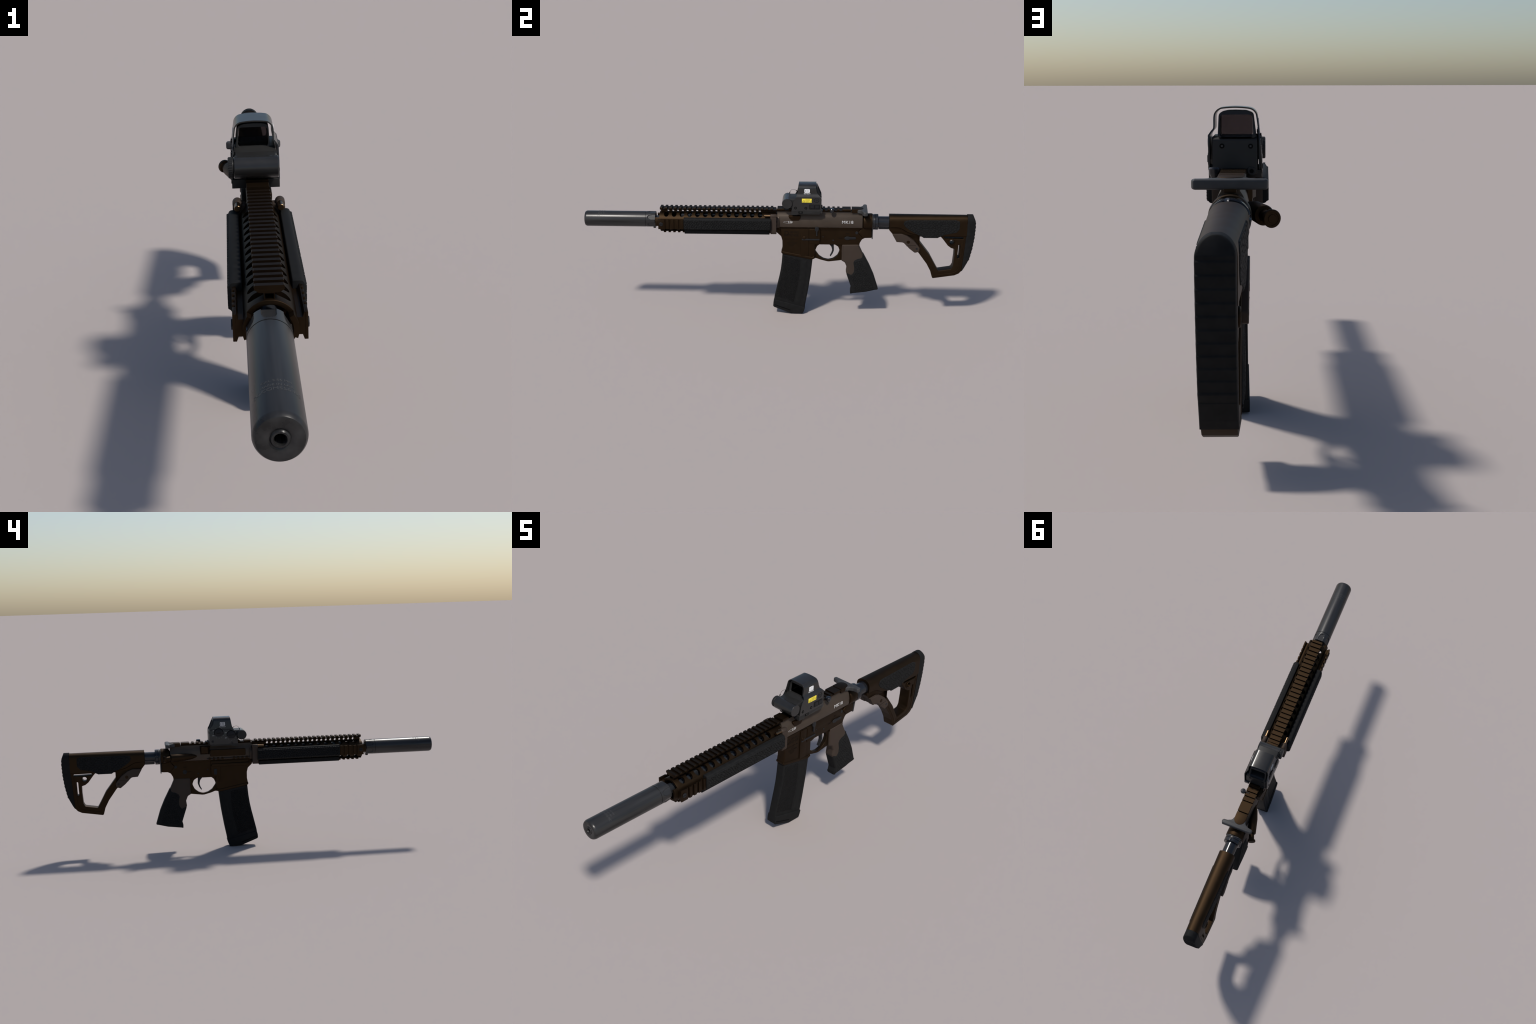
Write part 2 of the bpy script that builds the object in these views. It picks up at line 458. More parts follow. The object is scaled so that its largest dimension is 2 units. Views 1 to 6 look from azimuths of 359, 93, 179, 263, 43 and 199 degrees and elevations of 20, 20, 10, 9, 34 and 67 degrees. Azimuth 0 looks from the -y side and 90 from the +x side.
        relief_panel('cover_scales', pl, s, surf, 0.0042, 0.0026, 'rubber', cover, pitch=(0.0135, 0.0085), step=0.0008, seed=3 + s)
        # rear bracket with its rods
        br = fillet([(X0 + s * 0.030, 0.449), (X0 + s * 0.058, 0.449), (X0 + s * 0.0600, 0.462), (X0 + s * 0.0600, 0.537), (X0 + s * 0.053, 0.543), (X0 + s * 0.030, 0.543)], 0.003)
        bk = prism('rear_bracket', br, -0.0385, -0.009, 'brown2', hg, axis='y', bevel=0.0012)
        lathe('bracket_boss', [(0, 0.0085), (0.003, 0.0108), (0.010, 0.0112), (0.028, 0.0112), (0.031, 0.0095)], (X0 + s * 0.0490, -0.040, 0.5425), (0, 1, 0), 'brown2', bk)
        cyl('bracket_rod', (X0 + s * 0.0490, -0.071, 0.5445), (X0 + s * 0.0490, -0.008, 0.5445), 0.0072, 'brass', bk)
        box('bracket_foot', tuple(min(a, b) for a, b in zip((X0 + s * 0.024, -0.068, 0.447), (X0 + s * 0.038, -0.038, 0.462))),
            tuple(max(a, b) for a, b in zip((X0 + s * 0.024, -0.068, 0.447), (X0 + s * 0.038, -0.038, 0.462))), 'brown', bk)
    # bottom rail and cover
    bb = [(X0 - 0.0240, 0.4490), (X0 + 0.0240, 0.4490), (X0 + 0.0267, 0.4515), (X0 + 0.018, 0.4590), (X0 - 0.018, 0.4590), (X0 - 0.0267, 0.4515)]
    brail = prism('bottom_rail', bb, -0.606, -0.036, 'brown', hg, axis='y', bevel=0)
    tm = box_mesh('bottom_rail_tooth', (X0 - 0.0255, -0.006, 0.4425), (X0 + 0.0255, 0.006, 0.4495), 0.0008)
    instances('bottom_rail_tooth', tm, 'brown', brail, [(0, -0.585 + k * P, 0) for k in range(5)])
    bc = fillet([(X0 - 0.0410, 0.462), (X0 - 0.0410, 0.4405, 0.004), (X0 + 0.0410, 0.4405, 0.004), (X0 + 0.0410, 0.462)], 0.003, 5)
    prism('bottom_cover', bc, -0.481, -0.045, 'rubber', hg, axis='y', bevel=0.001)
    # barrel nut between handguard and receiver
    lathe('barrel_nut', [(0, 0.036), (0.003, 0.038), (0.012, 0.038), (0.012, 0.030)], (X0, -0.013, BZ), (0, 1, 0), 'steel', hg, n=32,
          rfun=lambda s, r, t: r * (1 + 0.02 * math.copysign(1, math.sin(10 * t))))

# ------------------------------------------------------------------ upper receiver
def build_upper():
    half = [(0.0215, 0.4760), (0.0290, 0.4790), (0.0320, 0.4880), (0.0326, 0.5020), (0.0318, 0.5150), (0.0290, 0.5280), (0.0245, 0.5400), (0.0185, 0.5490), (0.0175, 0.5620)]
    sec = [(X0 + a, b) for a, b in half] + [(X0 - a, b) for a, b in reversed(half)]
    up = prism('upper_receiver', sec, -0.006, 0.428, 'brownm', axis='y', bevel=0.002, sharp=40)
    # rail
    base = [(X0 - 0.0267, 0.5680), (X0 + 0.0267, 0.5680), (X0 + 0.0267, 0.5672), (X0 + 0.018, 0.5592), (X0 - 0.018, 0.5592), (X0 - 0.0267, 0.5672)]
    rail = prism('receiver_rail', base, -0.006, 0.3675, 'brown', up, axis='y', bevel=0)
    tsec = [(X0 - 0.0252, 0.575), (X0 + 0.0252, 0.575), (X0 + 0.0267, 0.5735), (X0 + 0.0267, 0.5676), (X0 - 0.0267, 0.5676), (X0 - 0.0267, 0.5735)]
    tm = extrude_mesh('receiver_rail_tooth', [tsec], -0.006, 0.006, 'y', 0.0)
    instances('receiver_rail_tooth', tm, 'brown', rail, [(0, 0.3045 - k * P, 0) for k in range(11)])
    prism('rail_front_block', tsec, -0.0055, 0.0300, 'brown', rail, axis='y', bevel=0)
    prism('rail_rear_block', tsec, 0.3240, 0.3670, 'brown', rail, axis='y', bevel=0)
    carve_lo = 0.311
    # rounded rear cap on top of the charging handle
    cap = [(X0 - 0.0262, 0.372), (X0 + 0.0262, 0.372)] + [(X0 + 0.0262 * math.cos(t), 0.405 + 0.0262 * math.sin(t)) for t in np.linspace(0, math.pi, 20)]
    prism('charging_handle_cap', cap, 0.5565, 0.5752, 'brown', up, axis='z', bevel=0.0008)
    # charging handle
    T = [(X0 + 0.0705, 0.4510, 0.005), (X0 - 0.0715, 0.4510, 0.008), (X0 - 0.0735, 0.4330, 0.008), (X0 - 0.052, 0.4290, 0.01), (X0 - 0.034, 0.4190, 0.012), (X0 - 0.0255, 0.3990),
         (X0 + 0.0255, 0.3990), (X0 + 0.034, 0.4190, 0.012), (X0 + 0.052, 0.4270, 0.01), (X0 + 0.0720, 0.4290, 0.008), (X0 + 0.0755, 0.4390, 0.008)]
    th = prism('charging_handle', fillet(T, 0.004, 6), 0.5535, 0.5740, 'grey', up, axis='z', bevel=0.005, res=3)
    loft('handle_latch', [[(X0 + 0.0215 + 0.010 * math.cos(t), y, 0.5600 + 0.0075 * math.sin(t)) for t in np.linspace(0, 2 * math.pi, 17)[:-1]] for y in (0.405, 0.410, 0.437, 0.446)],
         'grey', th)
    box('charging_handle_stem', (X0 - 0.012, 0.36, 0.5480), (X0 + 0.012, 0.45, 0.5560), 'brown', th)
    # front ring
    lathe('receiver_front_ring', [(0, 0.030), (0, 0.0385), (0.012, 0.0395), (0.014, 0.037)], (X0, -0.009, BZ), (0, 1, 0), 'brownm', up, n=48)
    # left pad and pins on the sunny side
    prism('receiver_boss', fillet([(0.050, 0.542), (0.056, 0.526), (0.068, 0.514), (0.104, 0.515), (0.112, 0.526), (0.114, 0.542)], 0.005), X0 + 0.018, X0 + 0.0345, 'brown', up, bevel=0.004)
    # dust cover side
    pc = prism('dust_cover', fillet(rect(0.026, 0.215, 0.4965, 0.5325), 0.005), X0 - 0.0390, X0 - 0.026, 'brown', up, bevel=0.002)
    cyl('hinge_rod', (X0 - 0.0375, 0.004, 0.4850), (X0 - 0.0375, 0.234, 0.4850), 0.0018, 'steel', pc)
    kn = box_mesh('hinge_knuckle', (X0 - 0.0405, -0.006, 0.4800), (X0 - 0.028, 0.006, 0.4895), 0.002)
    instances('hinge_knuckle', kn, 'brown', pc, [(0, y, 0) for y in (0.020, 0.042, 0.066, 0.088, 0.150, 0.173, 0.196, 0.218)])
    # deflector
    loft('case_deflector', [[(X0 - x, y, z) for y, z in ((0.216, 0.5080), (0.268, 0.5080), (0.268, 0.5540), (0.216, 0.5540))] for x in (0.020, 0.030)]
         + [[(X0 - 0.0470, 0.228, 0.5160), (X0 - 0.0400, 0.262, 0.5160), (X0 - 0.0400, 0.262, 0.5470), (X0 - 0.0470, 0.228, 0.5470)]], 'brown', up, sharp=20)
    # forward assist
    a = Vector((X0 - 0.028, 0.285, 0.502)); b = Vector((X0 - 0.0645, 0.4270, 0.5015))
    d = b - a
    L = d.length
    fa = lathe('forward_assist', [(0, 0.004), (0.03, 0.014), (0.075, 0.0195), (L - 0.003, 0.0205), (L, 0.0185)], a, d, 'brown', up)
    c0 = b - d.normalized() * 0.01
    c1 = Vector((X0 - 0.0805, 0.4640, 0.4995))
    d2 = c1 - c0; L2 = d2.length
    lathe('assist_button', [(0, 0.012), (L2 - 0.012, 0.012), (L2 - 0.010, 0.0172), (L2 - 0.002, 0.0180), (L2, 0.0165), (L2, 0.0125), (L2 - 0.001, 0.012), (L2 - 0.001, 0.0085), (L2, 0.008), (L2, 0.004), (L2, 0.0001)], c0, d2, 'brown', fa)
    # lettering
    text('receiver_lettering', 'MK18', 0.0205, (X0 + 0.0322, 0.3515, 0.5085), 1, 'ink', up, depth=0.0008, bold=0.0004, sx=1.12, spacing=1.08)
    text('calibre_lettering', '5.56', 0.0150, (X0 + 0.0322, 0.0605, 0.5060), 1, 'ink', up, depth=0.0008, bold=0.0003, sx=0.85)
    x = X0 + 0.0325
    o = 0.5060
    wire('bullet_outline', [(x, 0.073, o + 0.005), (x, 0.046, o + 0.005), (x, 0.034, o + 0.0036), (x, 0.023, o), (x, 0.034, o - 0.0036), (x, 0.046, o - 0.005), (x, 0.073, o - 0.005), (x, 0.073, o + 0.005)], 0.0004, 'ink', up)

# ------------------------------------------------------------------ lower receiver
def taper(ob, y_front, y_rear, g0, cx=X0):
    """narrow a part towards the muzzle; y_front(z), y_rear(z) bound it in side view"""
    for v in ob.data.vertices:
        f, r = y_front(v.co.z), y_rear(v.co.z)
        t = min(1, max(0, (v.co.y - f) / (r - f)))
        v.co.x = cx + (v.co.x - cx) * (g0 + (1 - g0) * t)

def build_lower():
    body = [(-0.010, 0.479), (-0.010, 0.446, 0.004), (-0.003, 0.439, 0.004), (0.013, 0.4245, 0.012), (0.0200, 0.406, 0.012), (0.0210, 0.372), (0.0215, 0.336), (0.17, 0.309), (0.186, 0.325),
            (0.186, 0.382), (0.324, 0.382), (0.324, 0.370), (0.413, 0.372), (0.4165, 0.393, 0.01), (0.428, 0.413, 0.016), (0.445, 0.4210, 0.01), (0.477, 0.4220, 0.001), (0.477, 0.479)]
    lo = sym('lower_receiver', fillet(body, 0.002), 0.0155, 'brown', bevel=0.0020)
    # shelf on which the upper receiver sits
    box('receiver_deck', (X0 - 0.0195, -0.008, 0.4680), (X0 + 0.0195, 0.455, 0.4775), 'brown', lo, bevel=0.002)
    # magazine well
    fy = lambda z: 0.018; ry = lambda z: 0.187
    well = [(0.008, 0.4720), (0.0145, 0.4225, 0.01), (0.0200, 0.402), (0.0205, 0.369), (0.0165, 0.346), (0.0150, 0.3385, 0.001), (0.020, 0.3325), (0.095, 0.3175), (0.170, 0.3030, 0.001), (0.187, 0.308), (0.187, 0.386), (0.212, 0.398), (0.212, 0.472)]
    mw = sym('magazine_well', fillet(well, 0.003), 0.0245, 'brown', lo, bevel=0.004, res=3)
    taper(mw, fy, ry, 0.86)
    lip = [(0.0150, 0.3460), (0.0140, 0.3380), (0.0195, 0.3310), (0.095, 0.3165), (0.171, 0.3020), (0.187, 0.3085), (0.185, 0.3210), (0.172, 0.3170), (0.095, 0.3315)]
    taper(sym('magazine_well_lip', fillet(lip, 0.003), 0.0278, 'brown', mw, bevel=0.004, res=3), fy, ry, 0.84)
    # raised band and fences
    prism('well_band', rect(0.114, 0.1535, 0.322, 0.4665), X0 + 0.018, X0 + 0.0262, 'brown', mw, bevel=0.001)
    prism('bolt_fence', fillet([(0.158, 0.467), (0.158, 0.392), (0.190, 0.385), (0.207, 0.391), (0.213, 0.406), (0.213, 0.467)], 0.006), X0 + 0.020, X0 + 0.0258, 'brown', mw, bevel=0.002)
    prism('well_ridge', fillet(rect(0.006, 0.209, 0.4390, 0.4560), 0.007), X0 - 0.0290, X0 - 0.018, 'brown', mw, bevel=0.003)
    prism('release_fence', fillet([(0.163, 0.447), (0.163, 0.357), (0.171, 0.357), (0.172, 0.387), (0.205, 0.389), (0.213, 0.401), (0.213, 0.447)], 0.004), X0 - 0.0275, X0 - 0.018, 'brown', mw, bevel=0.002)
    # trigger guard
    out = [(0.170, 0.3120), (0.178, 0.3030), (0.193, 0.3060, 0.02), (0.215, 0.2975, 0.03), (0.256, 0.2870, 0.05), (0.291, 0.2915, 0.03), (0.3260, 0.2960), (0.3260, 0.384), (0.180, 0.384)]
    inn = [(0.1885, 0.346, 0.012), (0.1985, 0.371, 0.012), (0.211, 0.3810, 0.008), (0.288, 0.3810, 0.012), (0.306, 0.370, 0.015), (0.3150, 0.348, 0.02), (0.303, 0.321, 0.02), (0.281, 0.303, 0.03), (0.256, 0.2965, 0.03), (0.231, 0.3025, 0.03), (0.209, 0.317, 0.02)]
    sym('trigger_guard', [fillet(out, 0.003, 6), fillet(inn, 0.004, 6)], 0.0095, 'brown', lo, bevel=0.0015)
    tr = [(0.262, 0.393), (0.283, 0.393), (0.2845, 0.370), (0.2855, 0.349, 0.02), (0.279, 0.331, 0.02), (0.268, 0.3140, 0.001), (0.2645, 0.3185, 0.001), (0.2715, 0.332, 0.01), (0.2765, 0.348, 0.02), (0.272, 0.368, 0.02), (0.262, 0.379)]
    sym('trigger', fillet(tr, 0.002, 5), 0.0080, 'steel', lo, bevel=0.002)
    # tail ring around the buffer tube
    lathe('receiver_tail', [(0, 0.028), (0.004, 0.0385), (0.010, 0.0408), (0.043, 0.0418), (0.048, 0.0405)], (X0, 0.4290, BZ), (0, 1, 0), 'brown', lo, n=64)
    prism('tail_web', fillet([(0.405, 0.450), (0.430, 0.420, 0.01), (0.4765, 0.4215), (0.4765, 0.500), (0.430, 0.505), (0.425, 0.475, 0.02)], 0.006), X0 - 0.0215, X0 + 0.0215, 'brown', lo, bevel=0.006)
    prism('end_plate', fillet([(X0 - 0.020, 0.4150), (X0 + 0.020, 0.4150), (X0 + 0.026, 0.470), (X0 + 0.036, 0.490), (X0 + 0.036, 0.525), (X0 + 0.020, 0.540), (X0 - 0.020, 0.540), (X0 - 0.036, 0.525), (X0 - 0.036, 0.490), (X0 - 0.026, 0.470)], 0.006),
          0.4765, 0.4815, 'grey', lo, axis='y', bevel=0.001)
    # controls
    s = X0 + 0.0258
    bc = prism('bolt_catch', fillet([(0.1870, 0.4820, 0.008), (0.2055, 0.4820, 0.008), (0.2070, 0.4660, 0.008), (0.2000, 0.4560), (0.1995, 0.4330), (0.1925, 0.4330), (0.1920, 0.4560), (0.1855, 0.4660, 0.008)], 0.002, 5), s - 0.002, s + 0.0068, 'steel', lo, bevel=0.002)
    mr = prism('magazine_catch', fillet(rect(0.120, 0.211, 0.4080, 0.4160), 0.004), s - 0.002, s + 0.0030, 'steel', lo, bevel=0.0015)
    lathe('catch_boss', [(0, 0.0105), (0.003, 0.0095), (0.0050, 0.006), (0.0055, 0.0001)], (X0 + 0.0245, 0.1325, 0.4200), (1, 0, 0), 'brown', mr)
    x = X0 + 0.0153
    prism('safety_selector', fillet([(0.3345, 0.4185, 0.003), (0.345, 0.4270, 0.006), (0.358, 0.4285, 0.006), (0.364, 0.4255), (0.396, 0.4250, 0.005), (0.397, 0.4130, 0.005), (0.364, 0.4120), (0.357, 0.4080, 0.006), (0.345, 0.4095, 0.006)], 0.003, 5), x, x + 0.0042, 'steel', lo, bevel=0.0015)
    for y, z, r in ((0.400, 0.4470, 0.0078), (0.2808, 0.4055, 0.0042), (0.2285, 0.4240, 0.0032)):
        cyl('pivot_pin', (x - 0.001, y, z), (x + 0.0012, y, z), r, 'steel', lo, ch=0.0006)
    cyl('pivot_pin', (X0 + 0.0150, -0.001, 0.4530), (X0 + 0.0162, -0.001, 0.4530), 0.0075, 'brown', lo, ch=0.0004)
    x = X0 - 0.0153
    for y, z, r in ((0.401, 0.4465, 0.0085), (0.229, 0.4240, 0.0034), (0.282, 0.4050, 0.0036)):
        cyl('pivot_pin', (x + 0.001, y, z), (x - 0.0012, y, z), r, 'steel', lo, ch=0.0006)
    sd = cyl('selector_disc', (x + 0.001, 0.3525, 0.4170), (x - 0.0012, 0.3525, 0.4170), 0.0115, 'steel', lo, ch=0.0006)
    box('selector_mark', (x - 0.0016, 0.342, 0.4162), (x - 0.0009, 0.352, 0.4178), 'dark', sd, bevel=0)
    prism('release_button', fillet(rect(0.1810, 0.1985, 0.3965, 0.4285), 0.006), X0 - 0.0295, X0 - 0.022, 'steel', lo, bevel=0.002)
    # engraved lettering on the well, sunny side (the well narrows forward, so the lines lean with it)
    for body, size, y, z, w in (('D', 0.034, 0.0420, 0.4420, 1.0), ('ANIEL', 0.016, 0.083, 0.4490, 1.15), ('DEFENSE', 0.0185, 0.066, 0.4330, 1.05),
                                ('BLACK CREEK, GA', 0.0085, 0.066, 0.4120, 1.0), ('U S A', 0.0085, 0.070, 0.4020, 1.0),
                                ('DDM4-000000', 0.0085, 0.070, 0.3920, 1.0), ('CAL 5.56', 0.0085, 0.066, 0.3840, 1.0), ('MULTI', 0.0085, 0.066, 0.3760, 1.0)):
        t = text('well_engraving', body, size, (0, y, z), 1, 'engrave', mw, depth=0.0003, sx=w)
        for v in t.data.vertices:
            v.co.x += X0 + 0.0245 * (0.86 + 0.14 * min(1, max(0, (v.co.y - 0.018) / 0.169)))
    for body, y, z in (('FIRE', 0.352, 0.4420), ('SAFE', 0.318, 0.4175)):
        for sd in (1, -1):
            text('selector_engraving', body, 0.0095, (X0 + sd * 0.0155, y if sd > 0 or body == 'FIRE' else 0.326, z), sd, 'engrave', lo, depth=0.0003)

# ------------------------------------------------------------------ grip
def build_grip():
    prof = [(0.3245, 0.3840, 0.006), (0.4140, 0.3860, 0.002), (0.4145, 0.3735, 0.004), (0.433, 0.3330, 0.01), (0.467, 0.2695), (0.491, 0.2165), (0.5155, 0.1415, 0.001), (0.455, 0.1255, 0.03), (0.3735, 0.1150, 0.001),
            (0.3735, 0.1320, 0.003), (0.3780, 0.1490, 0.004), (0.3530, 0.2200, 0.004), (0.3485, 0.2350, 0.003), (0.3520, 0.2615, 0.012), (0.342, 0.2860, 0.014), (0.3245, 0.2965, 0.004)]
    def pinch(ob):
        for v in ob.data.vertices:
            k = float(np.interp(v.co.z, [0.114, 0.150, 0.230, 0.300, 0.386], [0.90, 0.97, 1.0, 0.95, 0.74]))
            v.co.x = X0 + (v.co.x - X0) * k
        return ob
    g = pinch(sym('pistol_grip', fillet(prof, 0.004, 5), 0.0235, 'brown2', bevel=0.008, res=4))
    o = 0.0010
    blk = [(0.434, 0.3345 + o), (0.467 + o, 0.2695 + o), (0.491 + o, 0.2165), (0.5155 + o, 0.1405, 0.001), (0.455, 0.1255 - o, 0.03), (0.3725, 0.1140, 0.001), (0.3723, 0.1320, 0.003), (0.3768, 0.1490, 0.004), (0.3515, 0.2230, 0.004),
           (0.3535, 0.2330, 0.002), (0.3690, 0.2285, 0.006), (0.3770, 0.2235, 0.004), (0.3860, 0.2405, 0.01), (0.3865, 0.2585, 0.012), (0.3815, 0.2880, 0.012), (0.3880, 0.3010, 0.012), (0.405, 0.3115, 0.012), (0.425, 0.3160, 0.012)]
    gr = pinch(sym('grip_rubber', fillet(blk, 0.004, 5), 0.0245, 'rubber', g, bevel=0.008, res=4))
    pad = fillet([(0.394, 0.296), (0.424, 0.305), (0.449, 0.265), (0.472, 0.210), (0.494, 0.150), (0.455, 0.137), (0.390, 0.128), (0.393, 0.148), (0.372, 0.215), (0.394, 0.235)], 0.006)
    kz = lambda Y, Z: 0.0242 * np.interp(Z, [0.114, 0.150, 0.230, 0.300, 0.386], [0.90, 0.97, 1.0, 0.95, 0.74])
    for s in (-1, 1):
        relief_panel('grip_scales', pad, s, kz, 0.0018, 0.0020, 'rubber', gr, pitch=(0.0135, 0.0095), step=0.0008, seed=11 + s, slope=0.5)

# ------------------------------------------------------------------ magazine
def build_magazine():
    front = [(0.0205, 0.345), (0.0185, 0.310), (0.0155, 0.275), (0.0100, 0.233), (0.0025, 0.195), (-0.0065, 0.156), (-0.0155, 0.116), (-0.0225, 0.085), (-0.0255, 0.062)]
    rear = [(0.1765, 0.345), (0.1755, 0.303), (0.1705, 0.255), (0.1655, 0.210), (0.158, 0.160), (0.150, 0.110), (0.141, 0.062), (0.136, 0.034)]
    front[0] = (0.0200, 0.3300); rear[0] = (0.1758, 0.3070)
    prof = front + [(-0.018, 0.048), (0.066, 0.012), (0.128, 0.012)] + rear[::-1]
    mg = sym('magazine', fillet(prof, 0.002), 0.0255, 'polymer', bevel=0.004, res=3)
    zf = [p[1] for p in front][::-1]; yfr = [p[0] for p in front][::-1]
    zr = [p[1] for p in rear][::-1]; yre = [p[0] for p in rear][::-1]
    fy = lambda z: float(np.interp(z, zf, yfr)); ry = lambda z: float(np.interp(z, zr, yre))
    slim = lambda ob: taper(ob, fy, ry, 0.78)
    slim(mg)
    base = [(-0.0225, 0.0760), (-0.0275, 0.0580), (-0.0290, 0.0400, 0.004), (-0.0245, 0.0340, 0.004), (0.0640, 0.0010, 0.006), (0.1270, 0.0010, 0.003), (0.1340, 0.0180), (0.1385, 0.0350), (0.1300, 0.0380), (0.0600, 0.0560)]
    bp = sym('magazine_floorplate', fillet(base, 0.002), 0.0290, 'polymer', mg, bevel=0.003)
    taper(bp, lambda z: -0.03, lambda z: 0.135, 0.84)
    for s in (-1, 1):
        a, b = sorted((X0 + s * 0.0250, X0 + s * 0.0294))
        taper(prism('floorplate_slot', fillet([(-0.0225, 0.0500), (-0.0205, 0.0455), (0.0620, 0.0160), (0.0625, 0.0210)], 0.0015), a, b, 'dark', bp, bevel=0), lambda z: -0.03, lambda z: 0.135, 0.84)
        a, b = sorted((X0 + s * 0.0240, X0 + s * 0.0261))
        # stippled field
        fld = [(0.028, 0.318), (0.112, 0.302), (0.1105, 0.255), (0.108, 0.211), (0.1015, 0.170), (0.094, 0.135), (0.078, 0.065), (-0.0165, 0.094), (-0.0035, 0.140), (0.0095, 0.188), (0.020, 0.235), (0.0255, 0.275)]
        slim(prism('magazine_stipple', fillet(fld, 0.002), a, b, 'grid', mg, bevel=0.0004))
        rib = [(0.118, 0.300), (0.1465, 0.2960), (0.1445, 0.255), (0.140, 0.205), (0.131, 0.150), (0.121, 0.098), (0.110, 0.052), (0.086, 0.060), (0.101, 0.132), (0.1085, 0.170), (0.1145, 0.211), (0.117, 0.255)]
        slim(prism('magazine_rib', fillet(rib, 0.002), a, b, 'polymer', mg, bevel=0.0006))
        edge = [(0.1560, 0.298), (0.1700, 0.297), (0.1655, 0.255), (0.1605, 0.210), (0.153, 0.160), (0.145, 0.110), (0.134, 0.050), (0.122, 0.046), (0.132, 0.098), (0.141, 0.150), (0.149, 0.205), (0.154, 0.255)]
        slim(prism('magazine_edge', fillet(edge, 0.002), a, b, 'polymer', mg, bevel=0.0006))

# ------------------------------------------------------------------ buffer tube and stock
SC = 0.0105
def build_stock():
    bt = lathe('buffer_tube', [(0, 0.0285), (0.13, 0.0285)], (SC, 0.470, 0.5030), (0, 1, 0), 'tube', n=56)
    prism('tube_key', fillet(rect(SC - 0.009, SC + 0.009, 0.466, 0.480), 0.002), 0.51, 0.60, 'tube', bt, axis='y')
    lathe('castle_nut', [(0.0, 0.036), (0.0, 0.0398), (0.0075, 0.0405), (0.0085, 0.0385), (0.0095, 0.0405), (0.023, 0.0405), (0.025, 0.038), (0.025, 0.029)], (SC, 0.4825, 0.5030), (0, 1, 0), 'tube', bt, n=96,
          rfun=lambda s, r, t: r * (0.9 if s > 0.016 and math.cos(4 * t + 0.6) > 0.93 else 1.0))
    def hw(y): return 0.0375 - 0.0075 * (y - 0.563) / 0.39
    # upper body: arched tunnel section
    def zb(y):
        pts = [(0.563, 0.4840), (0.600, 0.4830), (0.620, 0.4790), (0.640, 0.4680), (0.655, 0.4585), (0.675, 0.4510), (0.700, 0.4450), (0.722, 0.4365), (0.83, 0.4375), (0.96, 0.4375)]
        return float(np.interp(y, [p[0] for p in pts], [p[1] for p in pts]))
    rings = []
    for y in np.linspace(0.563, 0.9545, 48):
        w = hw(y); top = 0.5445
        arc = []
        for t in np.linspace(0, math.pi, 25):
            c, s = math.cos(t), math.sin(t)
            arc.append((SC + w * math.copysign(abs(c) ** 0.85, c), y, top - 0.034 + 0.034 * abs(s) ** 0.85))
        low = zb(y)
        arc += [(SC - w, y, (low + 0.5105) / 2 + 0.01), (SC - w, y, low + 0.004), (SC - w + 0.004, y, low), (SC + w - 0.004, y, low), (SC + w, y, low + 0.004), (SC + w, y, (low + 0.5105) / 2 + 0.01)]
        rings.append(arc)
    st = loft('stock', rings, 'brown', sharp=38)
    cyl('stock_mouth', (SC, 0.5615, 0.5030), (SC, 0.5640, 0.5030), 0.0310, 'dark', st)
    # skeleton frame below
    out = [(0.563, 0.4900), (0.563, 0.4680, 0.003), (0.5835, 0.4430), (0.6050, 0.4080), (0.640, 0.4080), (0.690, 0.3700), (0.716, 0.3480, 0.02), (0.760, 0.2880, 0.03), (0.781, 0.2480, 0.02), (0.7900, 0.2160, 0.002), (0.7945, 0.2095, 0.002),
           (0.904, 0.2270, 0.01), (0.9260, 0.2375, 0.01), (0.9385, 0.2520, 0.002), (0.9560, 0.440), (0.9560, 0.4900)]
    hole = [(0.7190, 0.4360, 0.002), (0.8240, 0.4360, 0.008), (0.8360, 0.4230, 0.008), (0.8620, 0.3890, 0.015), (0.8790, 0.3760, 0.01), (0.8985, 0.3700, 0.003), (0.8985, 0.3300, 0.01), (0.8945, 0.2780, 0.012), (0.8860, 0.2610, 0.012), (0.8200, 0.2500, 0.005), (0.8050, 0.2760, 0.02), (0.7740, 0.3330, 0.04), (0.7190, 0.4040, 0.006)]
    qd = [(0.8815 + 0.0122 * math.cos(t), 0.4075 + 0.0122 * math.sin(t)) for t in np.linspace(0, 2 * math.pi, 25)[:-1]]
    s1 = fillet([(0.8430, 0.4262), (0.9385, 0.4245), (0.9385, 0.4350), (0.8430, 0.4362)], 0.003)
    s2 = fillet([(0.9160, 0.3925), (0.9260, 0.3930), (0.9235, 0.3210), (0.9135, 0.3205)], 0.003)
    fr = sym('stock_frame', [fillet(out, 0.004, 6), fillet(hole, 0.004, 6), qd, s1, s2], 0.0275, 'brown', st, bevel=0.002, cx=SC)
    carve(fr, [box_mesh('c', (SC + a, 0.560, 0.380), (SC + b, 0.7165, 0.4440), 0) for a, b in ((0.0155, 0.05), (-0.05, -0.0155))])
    for s in (-1, 1):
        # raised inner rim along the opening and groove lines
        rim_o = [(0.7350, 0.3970), (0.7240, 0.4030), (0.7240, 0.4200)]
        a, b = sorted((SC + s * 0.026, SC + s * 0.0288))
        leg = fillet([(0.722, 0.3600), (0.763, 0.3040, 0.03), (0.7890, 0.2560, 0.02), (0.7990, 0.2190), (0.900, 0.2350, 0.01), (0.9180, 0.2440, 0.01), (0.9270, 0.2600, 0.005), (0.9440, 0.4250), (0.9390, 0.4250), (0.9215, 0.2700, 0.005),
                      (0.9120, 0.2520, 0.01), (0.8950, 0.2425, 0.01), (0.8050, 0.2285), (0.7960, 0.2590, 0.02), (0.7690, 0.3085, 0.03), (0.7270, 0.3660)], 0.003)
        prism('frame_ridge', leg, a, b, 'brown', fr, bevel=0.0008)
        # adjustment lever
        a, b = sorted((SC + s * 0.012, SC + s * 0.0390))
